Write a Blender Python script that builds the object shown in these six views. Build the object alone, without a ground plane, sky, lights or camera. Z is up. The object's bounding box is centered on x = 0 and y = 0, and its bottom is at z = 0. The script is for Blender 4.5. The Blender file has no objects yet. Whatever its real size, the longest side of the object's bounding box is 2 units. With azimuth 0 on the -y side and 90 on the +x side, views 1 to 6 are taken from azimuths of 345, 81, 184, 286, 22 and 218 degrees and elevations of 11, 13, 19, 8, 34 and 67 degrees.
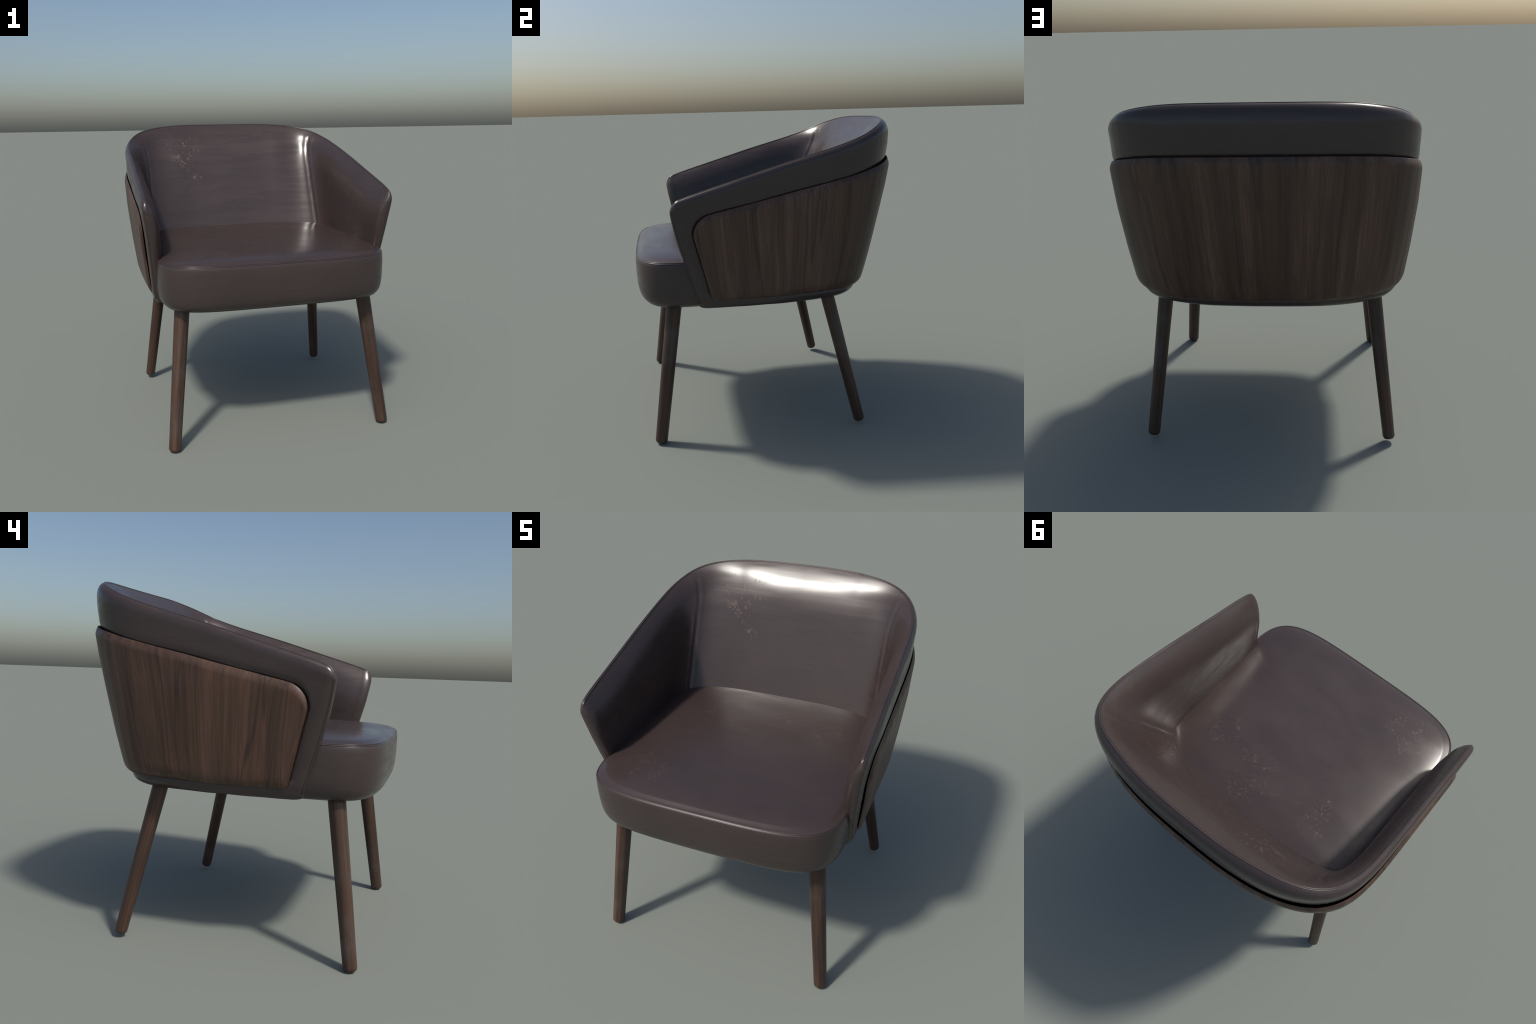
"""Leather tub armchair: flared upholstered shell wrapped by a bent walnut panel,
rounded seat cushion and four splayed tapered legs.  Front is -y, z is up."""
import bpy, bmesh, math
import numpy as np
from mathutils import Vector, Matrix

# ------------------------------------------------------------------ helpers
def table(pairs):
    xs = [p[0] for p in pairs]; ys = [p[1] for p in pairs]
    return lambda v: np.interp(v, xs, ys)

def smooth(v):
    v = np.clip(v, 0.0, 1.0)
    return v * v * (3 - 2 * v)

def soft_table(pairs, width):
    """piecewise-linear table with its kinks blurred over +-width"""
    f = table(pairs)
    offs = np.linspace(-1, 1, 9) * width
    grid = np.linspace(pairs[0][0] - width, pairs[-1][0] + width, 1500)
    vals = sum(f(grid + o) for o in offs) / len(offs)
    return lambda v: np.interp(v, grid, vals)

def grid_faces(nu, nv, close_v=False, flip=False):
    out = []
    for i in range(nu - 1):
        for j in range(nv if close_v else nv - 1):
            k = (j + 1) % nv
            f = (i * nv + j, (i + 1) * nv + j, (i + 1) * nv + k, i * nv + k)
            out.append(f[::-1] if flip else f)
    return out

def clean_mesh(name, verts, faces, merge=1e-5):
    me = bpy.data.meshes.new(name)
    me.from_pydata([tuple(map(float, v)) for v in verts], [], faces)
    bm = bmesh.new(); bm.from_mesh(me)
    bmesh.ops.remove_doubles(bm, verts=bm.verts, dist=merge)
    bmesh.ops.dissolve_degenerate(bm, edges=bm.edges, dist=1e-6)
    bmesh.ops.recalc_face_normals(bm, faces=bm.faces)
    bm.to_mesh(me); bm.free()
    for p in me.polygons:
        p.use_smooth = True
    return me

def add_object(name, me, parent, mat):
    ob = bpy.data.objects.new(name, me)
    bpy.context.scene.collection.objects.link(ob)
    ob.parent = parent
    if mat:
        me.materials.clear(); me.materials.append(mat)
    return ob

def tube(points, radius, sides=8, squash=1.0):
    """round cord along a polyline, parallel-transported frame, closed ends"""
    P = np.asarray(points, float)
    T = np.gradient(P, axis=0); T /= np.linalg.norm(T, axis=1)[:, None]
    n = np.cross(T[0], [0.31, 0.22, 0.92]); n /= np.linalg.norm(n)
    V = []
    for p, t in zip(P, T):
        n = n - t * (n @ t); n /= np.linalg.norm(n)
        b = np.cross(t, n)
        for k in range(sides):
            a = 2 * math.pi * k / sides
            V.append(p + radius * (math.cos(a) * n + math.sin(a) * b))
    F = grid_faces(len(P), sides, close_v=True)
    F.append(tuple(range(sides))); m = (len(P) - 1) * sides
    F.append(tuple(m + k for k in reversed(range(sides))))
    return V, F

# ------------------------------------------------------------------ node helpers
class Nodes:
    def __init__(self, name):
        self.mat = bpy.data.materials.new(name); self.mat.use_nodes = True
        self.t = self.mat.node_tree
        self.bsdf = self.t.nodes["Principled BSDF"]
        self.co = self.t.nodes.new("ShaderNodeTexCoord").outputs["Object"]
    def n(self, kind, **inp):
        nd = self.t.nodes.new("ShaderNode" + kind)
        for k, v in inp.items():
            if k in ("op",): nd.operation = v
            elif k == "blend": nd.blend_type = v
            else: self.put(nd.inputs[k if not k.startswith("i") or not k[1:].isdigit() else int(k[1:])], v)
        return nd
    def put(self, sock, v):
        if isinstance(v, bpy.types.NodeSocket): self.t.links.new(v, sock)
        else: sock.default_value = v
    def math(self, op, a, b=0.0, c=0.0, clamp=False):
        nd = self.t.nodes.new("ShaderNodeMath"); nd.operation = op; nd.use_clamp = clamp
        for s, v in zip(nd.inputs, (a, b, c)): self.put(s, v)
        return nd.outputs[0]
    def mapping(self, vec, scale=(1, 1, 1), loc=(0, 0, 0), rot=(0, 0, 0)):
        nd = self.t.nodes.new("ShaderNodeMapping")
        self.put(nd.inputs["Vector"], vec)
        nd.inputs["Scale"].default_value = scale; nd.inputs["Location"].default_value = loc
        nd.inputs["Rotation"].default_value = rot
        return nd.outputs[0]
    def noise(self, vec, scale, detail=4.0, rough=0.55, distort=0.0):
        nd = self.t.nodes.new("ShaderNodeTexNoise")
        self.put(nd.inputs["Vector"], vec)
        nd.inputs["Scale"].default_value = scale; nd.inputs["Detail"].default_value = detail
        nd.inputs["Roughness"].default_value = rough; nd.inputs["Distortion"].default_value = distort
        return nd.outputs["Fac"]
    def remap(self, v, a, b, lo=0.0, hi=1.0):
        nd = self.t.nodes.new("ShaderNodeMapRange")
        nd.interpolation_type = "SMOOTHSTEP"
        for s, x in zip(nd.inputs, (v, a, b, lo, hi)): self.put(s, x)
        return nd.outputs[0]
    def ramp(self, v, stops):
        nd = self.t.nodes.new("ShaderNodeValToRGB")
        self.put(nd.inputs[0], v); e = nd.color_ramp.elements
        while len(e) < len(stops): e.new(0.5)
        for el, (p, c) in zip(e, stops): el.position = p; el.color = (*c, 1)
        return nd.outputs[0]
    def mix(self, f, a, b, blend="MIX"):
        nd = self.t.nodes.new("ShaderNodeMix"); nd.data_type = "RGBA"; nd.blend_type = blend
        self.put(nd.inputs[0], f)
        for s, v in ((nd.inputs[6], a), (nd.inputs[7], b)):
            self.put(s, (*v, 1) if isinstance(v, tuple) and len(v) == 3 else v)
        return nd.outputs[2]
    def xyz(self, vec):
        nd = self.t.nodes.new("ShaderNodeSeparateXYZ"); self.put(nd.inputs[0], vec); return nd.outputs
    def vec(self, x, y, z):
        nd = self.t.nodes.new("ShaderNodeCombineXYZ")
        for s, v in zip(nd.inputs, (x, y, z)): self.put(s, v)
        return nd.outputs[0]
    def blob(self, centre, radius):
        """1 near a point, fading to 0 at its radius"""
        nd = self.t.nodes.new("ShaderNodeVectorMath"); nd.operation = "DISTANCE"
        self.put(nd.inputs[0], self.co); nd.inputs[1].default_value = centre
        return self.remap(nd.outputs["Value"], radius * 0.35, radius, 1.0, 0.0)
    def bump(self, h, strength, dist):
        nd = self.t.nodes.new("ShaderNodeBump")
        self.put(nd.inputs["Height"], h)
        nd.inputs["Strength"].default_value = strength; nd.inputs["Distance"].default_value = dist
        return nd.outputs[0]

# ------------------------------------------------------------------ materials
LEATHER = (0.0475, 0.0335, 0.0315)
def leather_material(name, scuffs=(), wear=0.34):
    m = Nodes(name)
    streak = m.noise(m.mapping(m.co, (1.2, 3.0, 13.0)), 1.6, 3.0, 0.5, 0.3)
    cloud = m.noise(m.co, 3.0, 3.0)
    base = m.mix(m.remap(cloud, 0.3, 0.7), tuple(c * 0.94 for c in LEATHER), tuple(c * 1.06 for c in LEATHER))
    base = m.mix(m.remap(streak, 0.35, 0.75, 0.0, 0.12), base, (0.060, 0.041, 0.035))
    rough = m.remap(streak, 0.3, 0.7, 0.22, 0.34)
    if scuffs:
        area = None
        for c, r in scuffs:
            b = m.blob(c, r)
            area = b if area is None else m.math("MAXIMUM", area, b)
        speck = m.noise(m.co, 60.0, 4.0, 0.65, 0.3)
        patch = m.noise(m.co, 11.0, 3.0, 0.6)
        v = m.math("ADD", speck, m.math("MULTIPLY", m.math("SUBTRACT", patch, 0.5), 0.55))
        v = m.math("ADD", v, m.math("MULTIPLY", m.math("SUBTRACT", area, 1.0), 0.22))
        worn = m.remap(v, 0.575, 0.68)
        base = m.mix(m.math("MULTIPLY", worn, wear), base, (0.23, 0.165, 0.115))
        rough = m.math("ADD", rough, m.math("MULTIPLY", worn, wear))
    m.put(m.bsdf.inputs["Base Color"], base)
    m.put(m.bsdf.inputs["Roughness"], rough)
    m.bsdf.inputs["Specular IOR Level"].default_value = 0.55
    crease = m.noise(m.mapping(m.co, (2.0, 5.0, 9.0)), 1.4, 1.5, 0.4)
    h = m.math("MULTIPLY", crease, 0.85)
    m.put(m.bsdf.inputs["Normal"], m.bump(h, 0.09, 0.01))
    return m.mat

def walnut_material(name, flare=True, tone=1.0):
    m = Nodes(name)
    x, y, z = m.xyz(m.co)
    if flare:   # grain fans out with the flare of the panel
        dz = m.math("SUBTRACT", z, 1.3)
        x = m.math("DIVIDE", x, m.math("MULTIPLY_ADD", dz, 0.12, 1.0))
        y = m.math("DIVIDE", y, m.math("MULTIPLY_ADD", dz, 0.30, 1.0))
    c = m.vec(x, y, z)
    if not flare:
        oi = m.t.nodes.new("ShaderNodeObjectInfo").outputs["Random"]
        c = m.vec(m.math("MULTIPLY_ADD", oi, 7.0, x), y, z)
    k = 1.0 if flare else 2.2
    wob = m.noise(m.mapping(c, (2.0, 2.0, 1.1)), 1.3, 2.0)
    cw = m.vec(m.math("MULTIPLY_ADD", wob, 0.05, x), m.math("MULTIPLY_ADD", wob, 0.05, y), z)
    if not flare:
        cw = c
    band = m.noise(m.mapping(cw, (7.0 * k, 7.0 * k, 0.30)), 1.0, 3.0, 0.6)
    line = m.noise(m.mapping(cw, (26.0 * k, 26.0 * k, 0.6)), 1.0, 4.0, 0.65)
    fine = m.noise(m.mapping(c, (150.0, 150.0, 3.0)), 1.0, 3.0, 0.6)
    blot = m.noise(m.mapping(c, (3.0, 3.0, 2.2)), 1.5, 4.0, 0.6)
    broad = m.noise(m.mapping(cw, (2.6 * k, 2.6 * k, 0.5)), 1.0, 2.0, 0.5)
    v = m.math("ADD", m.math("MULTIPLY", band, 0.42), m.math("MULTIPLY", line, 0.30))
    v = m.math("ADD", v, m.math("MULTIPLY", broad, 0.28))
    vn = m.noise(m.mapping(cw, (6.5 * k, 6.5 * k, 0.22), (3.1, 1.7, 0.4)), 1.0, 2.0, 0.5, 0.2)
    vein = m.remap(m.math("ABSOLUTE", m.math("SUBTRACT", vn, 0.5)), 0.0, 0.022, 0.55, 0.0)
    s = tone
    col = m.ramp(v, [(0.34, (0.024 * s, 0.012 * s, 0.008 * s)),
                     (0.43, (0.066 * s, 0.035 * s, 0.022 * s)),
                     (0.53, (0.116 * s, 0.060 * s, 0.039 * s)),
                     (0.64, (0.172 * s, 0.102 * s, 0.071 * s))])
    col = m.mix(m.remap(fine, 0.35, 0.7, 0.35, 0.0), col, (0.014, 0.009, 0.007))
    col = m.mix(vein, col, (0.022, 0.010, 0.009))
    col = m.mix(m.remap(blot, 0.45, 0.75, 0.0, 0.30 if flare else 0.75), col, (0.060, 0.045, 0.036) if flare else (0.080, 0.066, 0.058))
    m.put(m.bsdf.inputs["Base Color"], col)
    m.put(m.bsdf.inputs["Roughness"], m.remap(line, 0.3, 0.7, 0.50, 0.38))
    m.bsdf.inputs["Specular IOR Level"].default_value = 0.45
    m.put(m.bsdf.inputs["Normal"], m.bump(m.math("ADD", line, m.math("MULTIPLY", fine, 0.4)), 0.08, 0.01))
    return m.mat

# ------------------------------------------------------------------ shared plan: superellipse back, straight arms
def plan_stations(a, b, n):
    """points (cx, cy) of a unit quarter superellipse from arm (1,0) to back centre (0,1), even along its arc"""
    ang = np.concatenate([[0.0], np.geomspace(1e-7, 0.05, 600), np.linspace(0.05, math.pi / 2, 1500)[1:]])
    cx = np.cos(ang) ** (2 / a); cy = np.sin(ang) ** (2 / b)
    cx[-1] = 0.0; cy[-1] = 1.0
    s = np.concatenate([[0], np.cumsum(np.hypot(np.diff(cx), np.diff(cy)))])
    t = np.linspace(0, s[-1], n)
    return np.interp(t, s, cx), np.interp(t, s, cy)

# wood panel outer surface: half width and depth by height
wood_x = soft_table([(.925, .715), (.942, .745), (.955, .762), (.975, .777), (1.0, .786), (1.19, .811), (1.43, .836), (1.65, .847), (1.75, .850)], .010)
wood_y = soft_table([(.920, .625), (.935, .650), (.947, .664), (.965, .676), (1.0, .686), (1.14, .725), (1.32, .769), (1.496, .811), (1.573, .831), (1.685, .853), (1.75, .861)], .010)
WOOD_A, WOOD_B = 2.6, 5.0
tuck = table([(-.50, .45), (-.10, .28), (.05, .35), (.32, 1.0)])      # how much the lower edge tucks in, front to back
def tucked(fx, z, y):
    x1 = float(fx(1.02)); x = float(fx(z))
    return x1 - .10 * (1.02 - z) - (x1 - .10 * (1.02 - z) - x) * float(tuck(y)) if z < 1.02 else x
# leather shell outer surface
skin_x = soft_table([(.878, .690), (.884, .710), (.905, .737), (.95, .762), (1.2, .789), (1.365, .807), (1.45, .817), (1.53, .825), (1.65, .826), (1.75, .828), (1.86, .832), (2.0, .832)], .008)
skin_y = soft_table([(.878, .578), (.884, .603), (.905, .622), (.95, .637), (1.0, .656), (1.14, .699), (1.32, .743), (1.496, .785), (1.60, .800), (1.70, .821), (1.745, .829), (1.82, .842), (1.89, .848), (2.0, .845)], .010)
SKIN_A, SKIN_B = 2.7, 5.0
INNER_A, INNER_B = 3.2, 6.0
Z_BOTTOM = .880
front_edge = soft_table([(.86, -.455), (.89, -.466), (1.04, -.511), (1.184, -.553), (1.326, -.591), (1.45, -.614), (1.56, -.624)], .03)
rim_height = soft_table([(-.70, 1.512), (-.60, 1.548), (-.509, 1.580), (-.393, 1.615), (-.275, 1.650), (-.11, 1.699), (.035, 1.742), (.162, 1.778), (.342, 1.829), (.45, 1.864), (.539, 1.897), (.60, 1.926), (.66, 1.955), (.72, 1.979), (.755, 1.993), (.785, 2.000), (.82, 2.002)], .030)
wood_top = soft_table([(-.60, 1.420), (-.45, 1.458), (-.312, 1.488), (-.196, 1.513), (.04, 1.565), (.151, 1.59), (.333, 1.628), (.513, 1.668), (.62, 1.696), (.695, 1.715), (.80, 1.743), (.87, 1.757)], .03)
wood_front = lambda z: -.446 - .24 * (np.asarray(z) - 1.168)
WOOD_BOTTOM = .930
CORNER = .125           # rounded upper front corner of the wood panel
# inner faces
inner_x = table([(.88, .668), (1.0, .680), (1.2, .690), (1.5, .700), (1.8, .715), (2.0, .725)])
inner_y = lambda z: .430 + .405 * (np.asarray(z) - 1.23)

def wood_z_limits(sig, y):
    """bottom and top of the wood panel, sig = distance behind its front edge"""
    c = np.clip(1 - sig / CORNER, 0, 1)
    zt = wood_top(y) - CORNER * (1 - np.sqrt(1 - c * c))
    rb = .03; cb = np.clip(1 - sig / rb, 0, 1)
    zb = WOOD_BOTTOM + rb * (1 - np.sqrt(1 - cb * cb))
    return zb, zt

# ------------------------------------------------------------------ upholstered shell
def build_shell():
    n_arm, n_back, n_cap = 46, 92, 12
    cx, cy = plan_stations(SKIN_A, SKIN_B, n_back)
    cx2, cy2 = plan_stations(INNER_A, INNER_B, n_back)
    CAP = .062
    # profile parameters: outer rows (bottom -> rim), rim, inner rows (rim -> bottom)
    n_out, n_roll, n_in = 70, 16, 60
    fo = np.linspace(0, 1, n_out)
    half = []                       # one half: from arm tip to back centre
    outer_rim = []
    def roll_amount(w):             # how far and how deep the top rolls in
        return .028 + .024 * w, .046 + .060 * w
    def profile(kind, q, c_x, c_y, c_x2=1, c_y2=0):
        w = 0.0 if kind == "arm" else float(smooth((1 - c_x) / .5))
        dx, hx = roll_amount(w)
        # rim position
        if kind == "arm":
            zr = 1.60
            for _ in range(4):
                zr = float(rim_height(q * (front_edge(zr) + CAP)))
        else:
            zr = float(rim_height(c_y * .786))
        hx = min(hx, .3)
        rows = []
        def put(z, X, Y, m=0.0):      # m: blend from outer to inner plan curve
            if kind == "arm":
                rows.append((X, q * (front_edge(min(z, 1.6)) + CAP), z))
            else:
                rows.append((X * (c_x + (c_x2 - c_x) * m), Y * (c_y + (c_y2 - c_y) * m), z))
        def carve(z, X, Y):         # shell steps back where the wood panel covers it
            if kind == "arm":
                y = q * (front_edge(z) + CAP); sig = y - wood_front(z)
            else:
                y = Y * c_y; sig = 1.0
            if sig < -.04: return 0.0
            zb, zt = wood_z_limits(max(sig, 0.0), y)
            if z < zb + .02: return 0.0 if z < zb else .02 * float(smooth((z - zb) / .02)) * (sig > 0)
            d = min(sig, z - zb, zt - z)
            return (.007 if kind == 'arm' else .007 - .004 * float(smooth(c_y / .7))) * float(smooth((d + .035) / .035)) + .020 * float(smooth((d - .002) / .014))
        # underside
        for f in (0.0, .5):
            put(Z_BOTTOM - .002, tucked(skin_x, Z_BOTTOM, q * front_edge(.9) if kind == 'arm' else c_y * .62) - .012 - .06 * (1 - f), float(skin_y(Z_BOTTOM)) - .06 * (1 - f))
        z_roll = zr - hx
        for f in fo[:-1]:
            z = Z_BOTTOM + f * (z_roll - Z_BOTTOM)
            yy = q * (front_edge(z) + CAP) if kind == 'arm' else c_y * .62
            X, Y = tucked(skin_x, z, yy), float(skin_y(z))
            c = carve(z, X, Y)
            put(z, X - c, Y - c)
        X1, Y1 = float(skin_x(z_roll)), float(skin_y(z_roll))
        for k in range(n_roll):
            a = k / (n_roll - 1) * math.pi / 2
            inset = dx * (1 - math.cos(a)); z = z_roll + hx * math.sin(a)
            put(z, X1 - inset, Y1 - inset)
        Xr, Yr = X1 - dx, Y1 - dx
        rim_index = len(rows) - 1
        H = .30 + .02 * w
        z_low = Z_BOTTOM + .004
        for k in range(1, n_in + 1):
            f = k / n_in
            z = zr - (zr - z_low) * (0.25 * f + 0.75 * f ** 1.8) if k < n_in else z_low
            h = (zr - z) / H
            g = (1 - h) ** (3.0 - .3 * w) if h < 1 else 0.0
            lean = .362 + .121 * (1 - w)
            xi, yi = float(inner_x(z)), .430 + lean * (z - 1.23)
            xr0, yr0 = float(inner_x(zr)), .430 + lean * (zr - 1.23)
            if kind == "arm":        # inner face turns out towards the tip
                sig = q * (front_edge(min(z, 1.6)) + CAP) - (front_edge(min(z, 1.6)) + CAP)
                turn = .015 * max(0.0, 1 - sig / .17) ** 2; xi += turn; xr0 += turn
            put(z, xi + (Xr - xr0) * g, yi + (Yr - yr0) * g, float(smooth((zr - z) / .16)))
        return np.array(rows), rim_index, zr
    # cap stations at the arm tip
    tip, rim_i, zr_tip = profile("arm", 1.0, 1, 0)
    nrow = len(tip)
    out_idx = np.arange(nrow) <= rim_i
    zo, xo = tip[out_idx][2:, 2], tip[out_idx][2:, 0]
    zi, xi = tip[~out_idx][::-1, 2], tip[~out_idx][::-1, 0]
    zm = np.clip(tip[:, 2], Z_BOTTOM + .012, zr_tip - .062)
    xm = .55 * np.interp(zm, zo, xo) + .45 * np.interp(zm, zi, xi)
    seam_front = None
    for k in range(n_cap, 0, -1):
        a = k / n_cap * math.pi / 2
        ca, sa = math.cos(a) ** .75, math.sin(a)
        P = tip.copy()
        P[:, 0] = xm + (tip[:, 0] - xm) * ca
        P[:, 2] = zm + (tip[:, 2] - zm) * math.cos(a) - .29 * CAP * math.sin(a) * np.clip((zm - zr_tip + .262) / .2, 0, 1)
        P[:, 1] = front_edge(np.minimum(P[:, 2], 1.6)) + CAP - CAP * sa
        half.append(P)
    for k in range(n_arm):
        q = 1 - k / n_arm
        q = q if k else 1.0
        half.append(profile("arm", q, 1, 0)[0])
    n_front = len(half)
    for i in range(n_back):
        half.append(profile("back", 0, cx[i], cy[i], cx2[i], cy2[i])[0])
    G = np.array(half)
    # upright seam between arm and back: a shallow crease on both faces
    ang = np.zeros(len(G)); ang[:n_front] = 1e3
    seam_cols = {}
    for j in range(nrow):
        t = max(0.0, (j - rim_i) / (nrow - 1 - rim_i))
        if j <= rim_i:
            col, ratio = cx, .865
        else:
            mm = smooth(np.maximum(0, G[n_front:, rim_i, 2] - G[n_front:, j, 2]) / .16)
            col, ratio = cx + (cx2 - cx) * mm, .875 + .065 * t
        pos = int(np.argmin(np.abs(col - ratio)))
        arc = np.concatenate([[0], np.cumsum(np.linalg.norm(np.diff(G[n_front:, j], axis=0), axis=1))])
        d = arc - np.interp(-ratio, -col, arc)
        depth = .006 if j > rim_i + 6 else .0025
        wid = .009 if j > rim_i + 6 else .007
        groove = -depth * np.exp(-(d / wid) ** 2) + .45 * depth * np.exp(-((d - 2.4 * wid) / (1.2 * wid)) ** 2) + .45 * depth * np.exp(-((d + 2.4 * wid) / (1.2 * wid)) ** 2)
        # push along the local plan normal (outer side outward, inner side inward)
        Tn = np.gradient(G[n_front:, j], axis=0)
        N = np.stack([Tn[:, 1], -Tn[:, 0]], 1)
        N /= np.maximum(np.linalg.norm(N, axis=1), 1e-9)[:, None]
        sgn = 1.0 if j <= rim_i else -1.0
        # rim rows fade
        fade = min(1.0, abs(j - rim_i) / 8.0) if j != rim_i else 0.0
        seam_cols[j] = pos
        G[n_front:, j, :2] += sgn * fade * groove[:, None] * N
    # gentle hand-made unevenness
    nu = len(G)
    u = np.arange(nu)[:, None]; v = np.arange(nrow)[None, :]
    wob = .0012 * np.sin(u * .21 + v * .13) * np.sin(u * .083 - v * .19 + 1.3)
    G[n_cap:, :, 2] += (wob * (np.abs(v - rim_i) > 3))[n_cap:] * .6
    # mirror
    M = G[:-1][::-1].copy(); M[:, :, 0] *= -1
    full = np.concatenate([G, M]); nu = len(full)
    verts = full.reshape(-1, 3)
    faces = grid_faces(nu, nrow, close_v=True)
    return dict(G=G, full=full, verts=verts, faces=faces, nrow=nrow, rim=rim_i, n_front=n_front,
                n_cap=n_cap, seam=seam_cols, half=len(G), tip=tip)

# ------------------------------------------------------------------ scene
root = bpy.data.objects.new("armchair", None)
bpy.context.scene.collection.objects.link(root)
root["label"] = "dark brown leather tub armchair with walnut back panel"
root["category"] = "armchair"

mat_shell = leather_material("shell_leather", scuffs=[((-.36, .66, 1.80), .26), ((-.30, .60, 1.62), .22), ((.70, -.1, 1.36), .12)])
mat_seat = leather_material("seat_leather", scuffs=[((.10, .22, 1.23), .34), ((-.45, -.60, 1.18), .28), ((.42, .10, 1.22), .22), ((-.35, .2, 1.22), .25)], wear=0.16)
mat_welt = leather_material("welt_leather")
mat_wood = walnut_material("walnut_veneer")
mat_leg = walnut_material("leg_walnut", flare=False, tone=0.78)

S = build_shell()
whole = clean_mesh("shell", S["verts"], S["faces"], merge=2e-5)
# split by region along the upright seams: backrest and two armrests share border vertices and normals
def region_of(c):
    """seam runs from the outer corner to the inner corner; compare the face's plan angle"""
    z = c.z
    if abs(c.x) < .55: return 0
    lim = .645 + (z - 1.23) * .09
    y_lim = .30 + .415 * max(0, z - 1.23) * 1.22
    return 0 if (abs(c.x) < lim and c.y > 0) or c.y > y_lim + (abs(c.x) - lim) * .25 else (1 if c.x > 0 else 2)
# vertex normals of the whole body
wn = [Vector(v.normal) for v in whole.vertices]
wv = [Vector(v.co) for v in whole.vertices]
groups = {0: [], 1: [], 2: []}
for p in whole.polygons:
    groups[region_of(p.center)].append(tuple(p.vertices))
for key, name in ((0, "backrest"), (1, "armrest"), (2, "armrest")):
    used = sorted({i for f in groups[key] for i in f}); idx = {g: l for l, g in enumerate(used)}
    me = bpy.data.meshes.new(name)
    me.from_pydata([wv[i] for i in used], [], [tuple(idx[i] for i in f) for f in groups[key]])
    for p in me.polygons: p.use_smooth = True
    me.normals_split_custom_set_from_vertices([wn[i] for i in used])
    add_object(name, me, root, mat_shell)

# ---- welted rim seam: two thin ridges with a groove between, round the rim and down the arm fronts
def welt_path(row_shift, front_shift):
    G, rim = S["G"], S["rim"]
    path = []
    arm_end = S["n_cap"]
    # down the front: outer edge of the cap at one station, then over the tip and along the rim
    col = 5 - front_shift
    for j in range(6, rim - 8, 2):
        path.append(G[col, j])
    top = path[-1][2]
    for i in range(col + 1, len(G)):
        seg = G[i, rim - 15:rim + 9][::-1]
        d = np.concatenate([[0], np.cumsum(np.linalg.norm(np.diff(seg, axis=0), axis=1))]); d -= d[8]
        path.append(np.array([np.interp(row_shift, d, seg[:, k]) for k in range(3)]))
    P = np.array(path)
    # soften the turn at the tip
    for _ in range(4):
        k = np.linalg.norm(P - G[arm_end, rim], axis=1) < .10
        k[0] = k[-1] = False
        Q = P.copy(); Q[1:-1] = .25 * P[:-2] + .5 * P[1:-1] + .25 * P[2:]
        P[k] = Q[k]
    M = P[:-1][::-1].copy(); M[:, 0] *= -1
    return np.concatenate([P, M])
V, F = [], []
for rs, fs in ((.0050, 0), (-.0045, 1)):
    v, f = tube(welt_path(rs, fs), .0030)
    F += [tuple(i + len(V) for i in q) for q in f]; V += v
add_object("rim_welt", clean_mesh("rim_welt", V, F), root, mat_welt)

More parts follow.
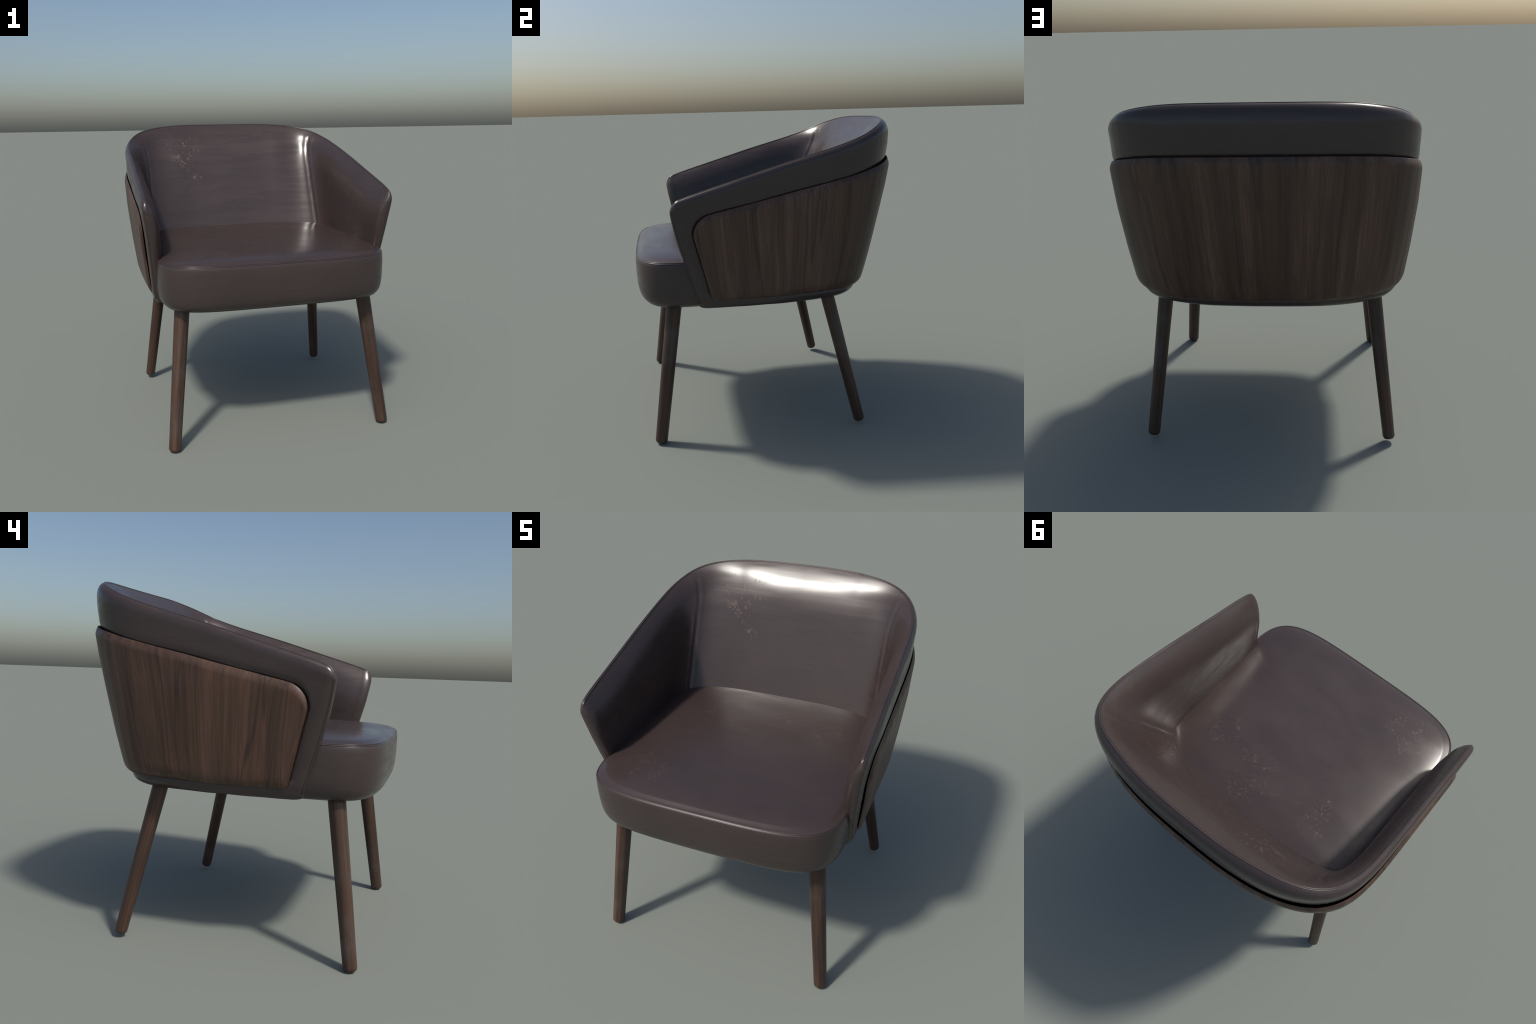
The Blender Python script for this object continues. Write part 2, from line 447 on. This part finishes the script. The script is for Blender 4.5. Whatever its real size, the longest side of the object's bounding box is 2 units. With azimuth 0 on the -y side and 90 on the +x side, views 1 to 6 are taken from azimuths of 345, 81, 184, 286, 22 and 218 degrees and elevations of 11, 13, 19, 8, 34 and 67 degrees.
# ---- wood panel
def build_wood():
    n_side, n_back, nz = 60, 80, 70
    cx, cy = plan_stations(WOOD_A, WOOD_B, n_back)
    R_TOP, R_TOP_IN, R_FRONT = .046, .017, .024
    THICK = .0175
    zz = np.linspace(0, 1, nz)
    zfrac = np.unique(np.concatenate([zz, np.linspace(.93, 1, 18), np.linspace(0, .08, 12)]))
    nz = len(zfrac)
    def surface(kind, q, c_x, c_y, inset_all):
        rows = []
        for f in zfrac:
            if kind == "side":
                sig = q
                z = 1.2
                for _ in range(5):
                    y = wood_front(z) + sig * (-wood_front(z)) / SPAN
                    zb, zt = wood_z_limits(sig, y); z = zb + f * (zt - zb)
                d_front = sig
            else:
                y = c_y * .80; zb, zt = wood_z_limits(9.0, c_y * .86)
                z = zb + f * (zt - zb); d_front = 9.0
            X, Y = tucked(wood_x, z, y if kind == 'side' else c_y * .65), float(wood_y(z))
            e = min(1.0, (zt - z) / R_TOP)
            ins_t = R_TOP_IN * (1 - e) ** 1.7
            e = min(1.0, d_front / R_FRONT)
            ins_f = .0165 * (1 - math.sqrt(1 - (1 - e) ** 2))
            e = min(1.0, (z - zb) / .012)
            ins_b = .010 * (1 - math.sqrt(1 - (1 - e) ** 2))
            ins = max(ins_t, ins_f, ins_b) if inset_all is None else inset_all
            if kind == "side":
                rows.append((X - ins, y, z))
            else:
                # inset along the plan normal
                nx = c_x ** (WOOD_A - 1) / X; ny = c_y ** (WOOD_B - 1) / Y
                l = math.hypot(nx, ny)
                rows.append((X * c_x - ins * nx / l, Y * c_y - ins * ny / l, z))
        return rows
    SPAN = .46
    # stations measured as distance behind the front edge, denser near the rounded front
    sig = SPAN * np.linspace(0, 1, n_side) ** 1.6
    sides = []
    for layer in (None, THICK):
        half = [surface("side", s, 1, 0, layer) for s in sig[:-1]]
        half += [surface("back", 0, cx[i], cy[i], layer) for i in range(n_back)]
        H = np.array(half); M = H[:-1][::-1].copy(); M[:, :, 0] *= -1
        sides.append(np.concatenate([H, M]))
    A, B = sides
    nu = len(A); V = np.concatenate([A.reshape(-1, 3), B.reshape(-1, 3)])
    F = grid_faces(nu, nz); off = nu * nz
    F += [tuple(i + off for i in f[::-1]) for f in grid_faces(nu, nz)]
    for i in range(nu - 1):
        F.append((i * nz, i * nz + off, (i + 1) * nz + off, (i + 1) * nz))
        t = nz - 1
        F.append((i * nz + t, (i + 1) * nz + t, (i + 1) * nz + t + off, i * nz + t + off))
    for j in range(nz - 1):
        for i in (0, nu - 1):
            F.append((i * nz + j, i * nz + j + 1, i * nz + j + 1 + off, i * nz + j + off))
    return clean_mesh("wooden_panel", V, F, merge=1e-5)
add_object("wooden_panel", build_wood(), root, mat_wood)

# ---- seat cushion
SEAT_X, SEAT_Y0, SEAT_F, SEAT_B, SEAT_N = .742, -.30, .550, .86, 5.0
def seat_outline(n=180):
    t = np.linspace(0, 2 * math.pi, 4001)
    c, s = np.cos(t), np.sin(t)
    x = np.sign(c) * np.abs(c) ** (2 / SEAT_N); y = np.sign(s) * np.abs(s) ** (2 / SEAT_N)
    X = SEAT_X * x; Y = SEAT_Y0 + np.where(y < 0, SEAT_F * y, SEAT_B * y)
    Y = np.where(y < 0, Y + .012 * (X / SEAT_X) ** 2, Y)
    a = np.concatenate([[0], np.cumsum(np.hypot(np.diff(X), np.diff(Y)))])
    u = np.linspace(0, a[-1], n + 1)[:-1]
    return np.stack([np.interp(u, a, X), np.interp(u, a, Y)], 1)
def seat_top(x, y):
    dy = (y - SEAT_Y0) / np.where(y < SEAT_Y0, SEAT_F, SEAT_B)
    rho = (np.abs(x / SEAT_X) ** SEAT_N + np.abs(dy) ** SEAT_N) ** (1 / SEAT_N)      # 0 middle, 1 edge
    return 1.176 + .034 * smooth((y + .80) / 1.5) + .034 * (1 - np.clip(rho, 0, 1) ** 6)
def build_seat():
    O = seat_outline(); n = len(O)
    N = np.roll(O, -1, 0) - np.roll(O, 1, 0); N = np.stack([N[:, 1], -N[:, 0]], 1)
    N /= np.linalg.norm(N, axis=1)[:, None]
    rows = []
    ctr = np.array([0, -.2])
    for f in (.02, .12, .25, .4, .5, .6, .68, .74, .79, .83, .87, .90, .925, .945):
        P = ctr + (O - ctr) * f
        rows.append(np.c_[P, seat_top(P[:, 0], P[:, 1])])
    edge_z = seat_top(O[:, 0], O[:, 1])
    # (outward offset, height below the top edge)
    side = [(-.024, .0002), (-.017, .0012), (-.011, .0036), (-.0058, .0075), (-.002, .0125), (.0004, .019), (.0018, .030), (.003, .05), (.004, .085),
            (.0035, .115), (.003, .145), (.0018, .17), (-.0005, .193), (-.004, .215), (-.009, .235), (-.0145, .248),
            (-.023, .261), (-.035, .273), (-.050, .283), (-.074, .290), (-.105, .2935), (-.15, .294)]
    for off, dz in side:
        dz *= 1.03
        P = O + N * off
        k = dz / .3028
        z = edge_z - dz
        z = z * (1 - k) + (1.176 - dz) * k if True else z
        rows.append(np.c_[P, z])
    for f in (.5, .05):
        P = ctr + (O - ctr) * f
        rows.append(np.c_[P, np.full(n, 1.176 - .3028)])
    V = np.concatenate(rows); F = grid_faces(len(rows), n, close_v=True)
    F.append(tuple(range(n))); m = (len(rows) - 1) * n; F.append(tuple(m + k for k in range(n)))
    return clean_mesh("seat", V, F)
seat = add_object("seat", build_seat(), root, mat_seat)

def seat_cord(off, dz, r):
    O = seat_outline(360); N = np.roll(O, -1, 0) - np.roll(O, 1, 0); N = np.stack([N[:, 1], -N[:, 0]], 1)
    N /= np.linalg.norm(N, axis=1)[:, None]
    keep = O[:, 1] < -.42
    P = (O + N * off)[keep]; z = seat_top(O[keep, 0], O[keep, 1]) - dz
    P = np.c_[P, z]
    k = np.argsort(np.arctan2(P[:, 0], -(P[:, 1] + .30)))
    return tube(P[k], r)
V, F = [], []
for off, dz, r in ((-.0085, .0046, .0022), (-.0022, .0110, .0022), (-.0415, .2850, .0030)):
    v, f = seat_cord(off, dz, r)
    F += [tuple(i + len(V) for i in q) for q in f]; V += v
add_object("seat_welt", clean_mesh("seat_welt", V, F), seat, mat_welt)

# ---- legs: tapered round posts, chamfered foot, splayed
def build_leg(r_top, r_foot, length, sides=20):
    prof = [(0.0, 0.0), (r_foot * .80, 0.0), (r_foot * .99, .011), (r_foot, .020)]
    prof += [(r_foot + (r_top - r_foot) * k / 10, .020 + (length - .020) * k / 10) for k in range(1, 11)]
    prof += [(0.0, length)]
    V = [(r * math.cos(2 * math.pi * k / sides), r * math.sin(2 * math.pi * k / sides), z) for r, z in prof for k in range(sides)]
    me = clean_mesh("leg", V, grid_faces(len(prof), sides, close_v=True), merge=1e-6)
    return me
for (fx, fy), slope, (r1, r0), foot_z, top_z in (
        ((.703, -.752), (-.1118, .1497), (.0485, .0385), .007, .93),
        ((.706, .5615), (-.1163, -.2253), (.0445, .0355), .026, .93)):
    d = Vector((slope[0], slope[1], 1.0))
    me = build_leg(r1, r0, (top_z - foot_z) * d.length)
    me.materials.append(mat_leg)
    for p in me.polygons: p.use_smooth = p.center.z > .012     # crisp chamfer at the foot
    for sx in (1, -1):
        ob = bpy.data.objects.new("leg", me)
        bpy.context.scene.collection.objects.link(ob); ob.parent = root
        axis = Vector((d.x * sx, d.y, d.z)).normalized()
        ob.location = (sx * (fx + d.x * foot_z), fy + d.y * foot_z, foot_z)
        ob.rotation_euler = Vector((0, 0, 1)).rotation_difference(axis).to_euler()
